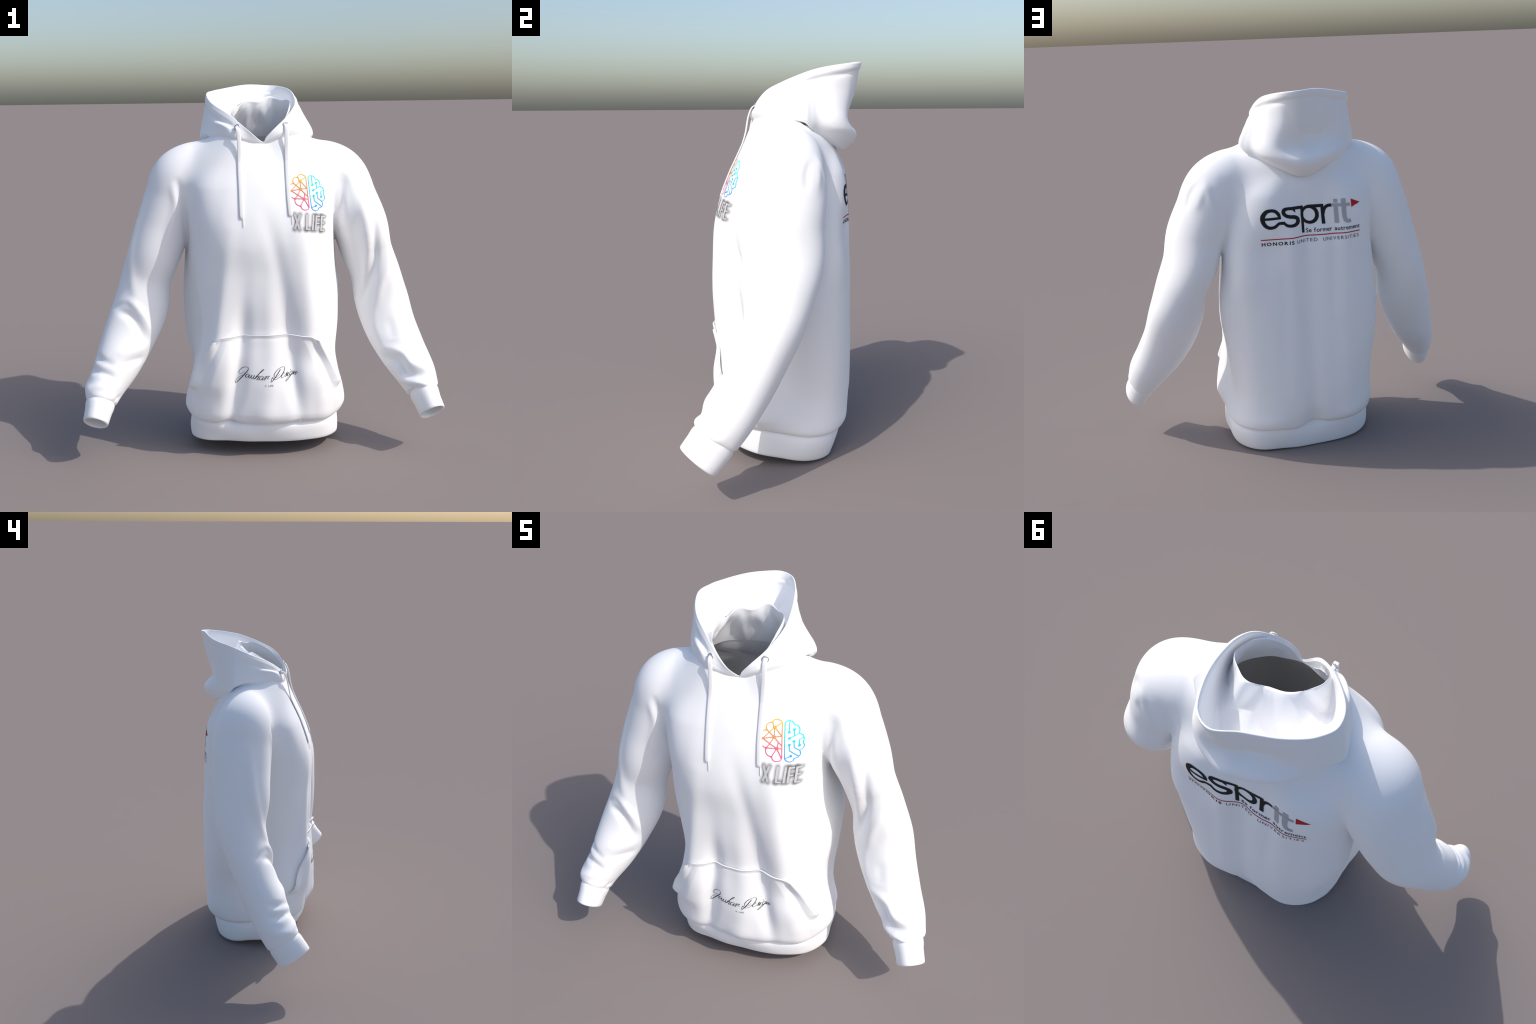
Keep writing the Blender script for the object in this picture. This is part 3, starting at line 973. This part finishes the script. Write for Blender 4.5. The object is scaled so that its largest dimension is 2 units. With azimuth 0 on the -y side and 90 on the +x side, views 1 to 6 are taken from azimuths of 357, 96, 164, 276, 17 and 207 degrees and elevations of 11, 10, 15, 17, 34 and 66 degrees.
cool = [ribbon(p, LW) for p in (
    [(585, 262), (600, 420), (622, 660), (648, 888)],
    [(585, 262), (602, 238), (650, 225), (702, 242), (735, 292)],
    [(735, 292), (792, 312), (830, 370), (832, 440)],
    [(832, 440), (888, 475), (915, 540), (913, 590), (916, 630), (930, 665), (922, 715), (870, 755)],
    [(870, 755), (885, 805), (878, 850), (840, 884), (797, 885)],
    [(797, 885), (785, 928), (740, 948), (692, 936), (646, 888)])]
for p in ([(655, 235), (672, 412)], [(748, 372), (762, 472)], [(688, 522), (762, 480), (832, 440)], [(765, 575), (782, 690), (870, 755)],
          [(855, 658), (848, 550), (912, 518)], [(697, 638), (710, 742), (864, 860)], [(740, 842), (650, 885)]):
    for a, b in zip(p[:-1], p[1:]):
        cool.append(ribbon([a, b], LW, 12, False))
for c in ((672, 415), (748, 370), (688, 522), (765, 575), (857, 658), (697, 638), (740, 842)):
    cool.append(disk(c, 22))
badge = lay_print('chest_badge', warm, BADGE, BODY, True, [WARM])
lay_print('circuit_half', cool, BADGE, BODY, True, [COOL], parent=badge)

# block letters under the badge, with a soft dark shadow behind them
BLOCK = [((305, 1030), (402, 1340), 44), ((412, 1030), (307, 1340), 44), ((551, 1030), (541, 1340), 44), ((525, 1326), (620, 1330), 34),
         ((686, 1040), (666, 1350), 40), ((747, 1045), (728, 1356), 38), ((745, 1064), (826, 1068), 34), ((740, 1209), (812, 1213), 32),
         ((862, 1054), (845, 1374), 40), ((860, 1074), (936, 1080), 34), ((855, 1208), (920, 1214), 32), ((846, 1364), (914, 1374), 32)]


def shadow_material(segments):
    m = bpy.data.materials.new('letter_shadow')
    m.use_nodes = True
    nt = m.node_tree
    b = nt.nodes['Principled BSDF']
    b.inputs['Roughness'].default_value = .85
    b.inputs['Specular IOR Level'].default_value = .25
    new = nt.nodes.new
    tc = new('ShaderNodeTexCoord')
    fl = new('ShaderNodeVectorMath')
    fl.operation = 'MULTIPLY'
    fl.inputs[1].default_value = (1, 0, 1)
    nt.links.new(tc.outputs['Object'], fl.inputs[0])
    total = None
    for (ax, az), (bx, bz) in segments:
        ba = Vector((bx - ax, 0, bz - az))
        s1 = new('ShaderNodeVectorMath')
        s1.operation = 'SUBTRACT'
        s1.inputs[1].default_value = (ax, 0, az)
        nt.links.new(fl.outputs[0], s1.inputs[0])
        dt = new('ShaderNodeVectorMath')
        dt.operation = 'DOT_PRODUCT'
        dt.inputs[1].default_value = ba / ba.length_squared
        nt.links.new(s1.outputs[0], dt.inputs[0])
        cl = new('ShaderNodeClamp')
        nt.links.new(dt.outputs['Value'], cl.inputs['Value'])
        sc = new('ShaderNodeVectorMath')
        sc.operation = 'SCALE'
        sc.inputs[0].default_value = ba
        nt.links.new(cl.outputs[0], sc.inputs['Scale'])
        s2 = new('ShaderNodeVectorMath')
        s2.operation = 'SUBTRACT'
        nt.links.new(s1.outputs[0], s2.inputs[0])
        nt.links.new(sc.outputs[0], s2.inputs[1])
        ln = new('ShaderNodeVectorMath')
        ln.operation = 'LENGTH'
        nt.links.new(s2.outputs[0], ln.inputs[0])
        mr = new('ShaderNodeMapRange')
        mr.interpolation_type = 'SMOOTHSTEP'
        mr.inputs['From Min'].default_value = .003
        mr.inputs['From Max'].default_value = .023
        mr.inputs['To Min'].default_value = .62
        mr.inputs['To Max'].default_value = 0
        nt.links.new(ln.outputs['Value'], mr.inputs['Value'])
        inv = new('ShaderNodeMath')
        inv.operation = 'SUBTRACT'
        inv.inputs[0].default_value = 1
        nt.links.new(mr.outputs[0], inv.inputs[1])
        if total is None:
            total = inv.outputs[0]
        else:
            mn = new('ShaderNodeMath')
            mn.operation = 'MULTIPLY'
            nt.links.new(total, mn.inputs[0])
            nt.links.new(inv.outputs[0], mn.inputs[1])
            total = mn.outputs[0]
    xyz = new('ShaderNodeSeparateXYZ')
    nt.links.new(tc.outputs['Object'], xyz.inputs[0])
    behind = new('ShaderNodeMath')
    behind.operation = 'GREATER_THAN'
    behind.inputs[1].default_value = 0
    nt.links.new(xyz.outputs['Y'], behind.inputs[0])
    mx = new('ShaderNodeMath')
    mx.operation = 'MAXIMUM'
    nt.links.new(total, mx.inputs[0])
    nt.links.new(behind.outputs[0], mx.inputs[1])
    total = mx.outputs[0]
    cr = new('ShaderNodeValToRGB')
    cr.color_ramp.elements[0].position = .05
    cr.color_ramp.elements[0].color = (.12, .12, .125, 1)
    cr.color_ramp.elements[1].position = 1.0
    cr.color_ramp.elements[1].color = (.97, .97, .975, 1)
    nt.links.new(total, cr.inputs['Fac'])
    nt.links.new(cr.outputs['Color'], b.inputs['Base Color'])
    return m


bm_ = np.array(BADGE)
to_world = lambda p: tuple(np.array([p[0], p[1], 1.0]) @ bm_)
halo = shadow_material([(to_world(a), to_world(b)) for a, b, w in BLOCK])
for ob in bpy.data.objects:
    if ob.name == 'torso':
        ob.data.materials[0] = halo
lay_print('chest_lettering', [ribbon([a, b], w * .88, 14, False) for a, b, w in BLOCK], BADGE, BODY, True, [plain_material('pale_grey_ink', (.60, .60, .605))], lift=.0018)

# script on the pocket
SCRIPT = [[.00018143, -4.32e-06], [-3.11e-06, -.00018253], [-.18514067, .56133315]]
pen = [
    ([(430, 335), (360, 395), (290, 410), (268, 380), (300, 300), (390, 215), (490, 185), (540, 205), (530, 270), (440, 400), (330, 540), (230, 660), (175, 688), (165, 655), (220, 560), (340, 470), (450, 410)],
     [8, 8, 9, 12, 16, 14, 10, 12, 20, 26, 24, 18, 14, 12, 10, 8, 8]),
    ([(572, 392), (512, 392), (462, 450), (470, 495), (520, 470), (580, 400), (555, 460), (560, 500), (592, 488)], [12, 16, 22, 18, 10, 16, 24, 14, 10]),
    ([(592, 488), (650, 400), (615, 480), (640, 510), (690, 470), (720, 400), (692, 480), (715, 510), (760, 460), (775, 410)], [10, 18, 24, 14, 10, 18, 24, 14, 10, 10]),
    ([(740, 470), (870, 340), (980, 245), (985, 226), (940, 250), (830, 380), (720, 520)], [10, 12, 12, 14, 18, 24, 20]),
    ([(730, 510), (800, 440), (845, 420), (840, 450), (790, 520), (802, 535), (852, 510)], [10, 12, 16, 22, 22, 12, 10]),
    ([(962, 420), (902, 430), (857, 490), (870, 535), (920, 510), (990, 430), (945, 500), (942, 535), (977, 520)], [12, 16, 22, 16, 10, 14, 24, 14, 10]),
    ([(977, 520), (1040, 430), (1065, 440), (1000, 542)], [10, 14, 20, 22]),
    ([(1040, 480), (1100, 420), (1147, 418), (1112, 450), (1092, 488), (1142, 490)], [10, 12, 16, 16, 14, 9]),
    ([(1472, 240), (1400, 350), (1310, 480), (1215, 590), (1205, 560), (1215, 500), (1240, 450)], [20, 26, 24, 14, 14, 14, 12]),
    ([(1240, 452), (1256, 490), (1290, 520), (1350, 522), (1470, 450), (1560, 340), (1600, 230), (1570, 180), (1480, 190), (1380, 250), (1300, 350), (1285, 420), (1312, 462), (1380, 450), (1462, 370)],
     [18, 14, 10, 10, 14, 18, 14, 9, 10, 16, 18, 16, 10, 8, 8]),
    ([(1510, 440), (1580, 380), (1590, 350), (1550, 370), (1502, 430), (1502, 485), (1542, 490), (1600, 450)], [8, 8, 9, 12, 16, 12, 9, 8]),
    ([(1600, 450), (1680, 350), (1662, 400), (1642, 460), (1602, 470)], [9, 14, 20, 16, 9]),
    ([(1640, 470), (1720, 370), (1682, 450), (1702, 465), (1742, 440)], [9, 18, 20, 12, 9]),
    ([(1850, 345), (1800, 350), (1752, 410), (1762, 450), (1812, 420), (1870, 345), (1780, 470), (1690, 570), (1640, 614), (1650, 570), (1730, 490), (1850, 420)], [12, 14, 18, 14, 10, 16, 20, 16, 13, 10, 9, 9]),
    ([(1838, 440), (1905, 345), (1862, 430), (1940, 362), (1965, 350), (1915, 430), (1930, 442), (2012, 365)], [16, 18, 20, 10, 18, 20, 12, 9]),
]
ink = plain_material('charcoal_ink', (.045, .046, .05))
shapes = [ribbon(np.array(p), np.array(w) * .88, 9) for p, w in pen] + [disk((1785, 300), 12)]
script = lay_print('pocket_script', shapes, SCRIPT, POCKET, True, [ink])
lay_print('pocket_caption', fit_text('X LIFE', -.0040, .0415, .4230, .0092, .0, 1.6), SAME, POCKET, True, [plain_material('grey_ink', (.13, .13, .135))], parent=script)

# large lettering on the back
BACK = [[-.00028286, -2.935e-05], [2.35e-06, -.00027667], [.32035322, 1.51703087]]
black = [
    ribbon([(262, 583), (560, 545)], 46, 20, False),
    ribbon([(566, 566), (540, 480), (485, 425), (410, 411), (320, 440), (258, 520), (246, 600), (275, 680), (335, 728), (400, 735), (470, 712), (540, 652), (600, 642), (660, 640)],
           [44, 66, 64, 56, 66, 78, 80, 74, 66, 60, 56, 50, 56, 60]),
    ribbon([(640, 640), (700, 685), (780, 693), (860, 676), (914, 628), (912, 560), (850, 527), (760, 522), (680, 500), (638, 450), (655, 395), (720, 372), (800, 368)],
           [50, 56, 56, 64, 78, 76, 70, 66, 66, 74, 70, 56, 56]),
    ribbon([(700, 376), (800, 366), (1032, 342)], [40, 56, 60], 20, False),
    ribbon([(838, 380), (872, 440)], [60, 6], 8, False),
    ribbon([(1006, 330), (1026, 834)], [54, 52], 20, False),
    ribbon([(1155 + 148 * math.sin(t), 483 - 153 * math.cos(t)) for t in np.linspace(0, 2 * math.pi, 15)], [60, 66, 70, 72, 72, 68, 62, 58, 56, 56, 54, 52, 54, 58, 60], 9),
    ribbon([(1120, 330), (1428, 308)], 60, 20, False),
    ribbon([(1404, 285), (1425, 656)], [58, 68], 20, False),
    ribbon([(1432, 470), (1440, 400), (1470, 340), (1520, 306), (1582, 293)], [40, 52, 58, 58, 58]),
]
grey = [
    ribbon([(1584, 293), (1936, 266)], 56, 20, False),
    ribbon([(1662, 285), (1679, 632)], [72, 78], 20, False),
    ribbon([(1657, 174), (1660, 242)], 70, 20, False),
    ribbon([(1805, 158), (1812, 300), (1816, 460), (1836, 555), (1880, 584), (1948, 575)], [88, 86, 84, 80, 68, 66]),
]
INK = plain_material('black_ink', (.017, .018, .020))
GREY = plain_material('slate_grey_ink', (.46, .47, .49))
RED = plain_material('red_ink', (.52, .020, .030))
word = lay_print('back_lettering', black, BACK, BODY, False, [INK])
lay_print('grey_letters', grey, BACK, BODY, False, [GREY], parent=word, lift=.0022)
tri = np.array([(1958, 160), (1963, 241), (1968, 322), (2020, 293), (2090, 262), (2158, 228), (2090, 205), (2020, 182)], float)
lay_print('arrow_head', [(np.concatenate([[tri.mean(0)], tri]), [(0, 1 + i, 1 + (i + 1) % 8) for i in range(8)])], BACK, BODY, False, [RED], parent=word)
lay_print('red_rule', [ribbon([(.2648, 1.2385), (0, 1.2385), (-.2845, 1.2385)], .0052, .006, False)], SAME, BODY, False, [RED], parent=word)
lay_print('tagline', fit_text('Se former autrement', .0155, -.2835, 1.2545, .0225, .008, 1.0), SAME, BODY, False, [INK], parent=word)
lay_print('caption_bold', fit_text('HONORIS', .2610, .0915, 1.2055, .0180, .022, 2.6), SAME, BODY, False, [INK], parent=word)
lay_print('caption_light', fit_text('UNITED UNIVERSITIES', .0735, -.2770, 1.2055, .0178, -.004, 2.6), SAME, BODY, False, [plain_material('faded_black_ink', (.06, .062, .07))], parent=word)
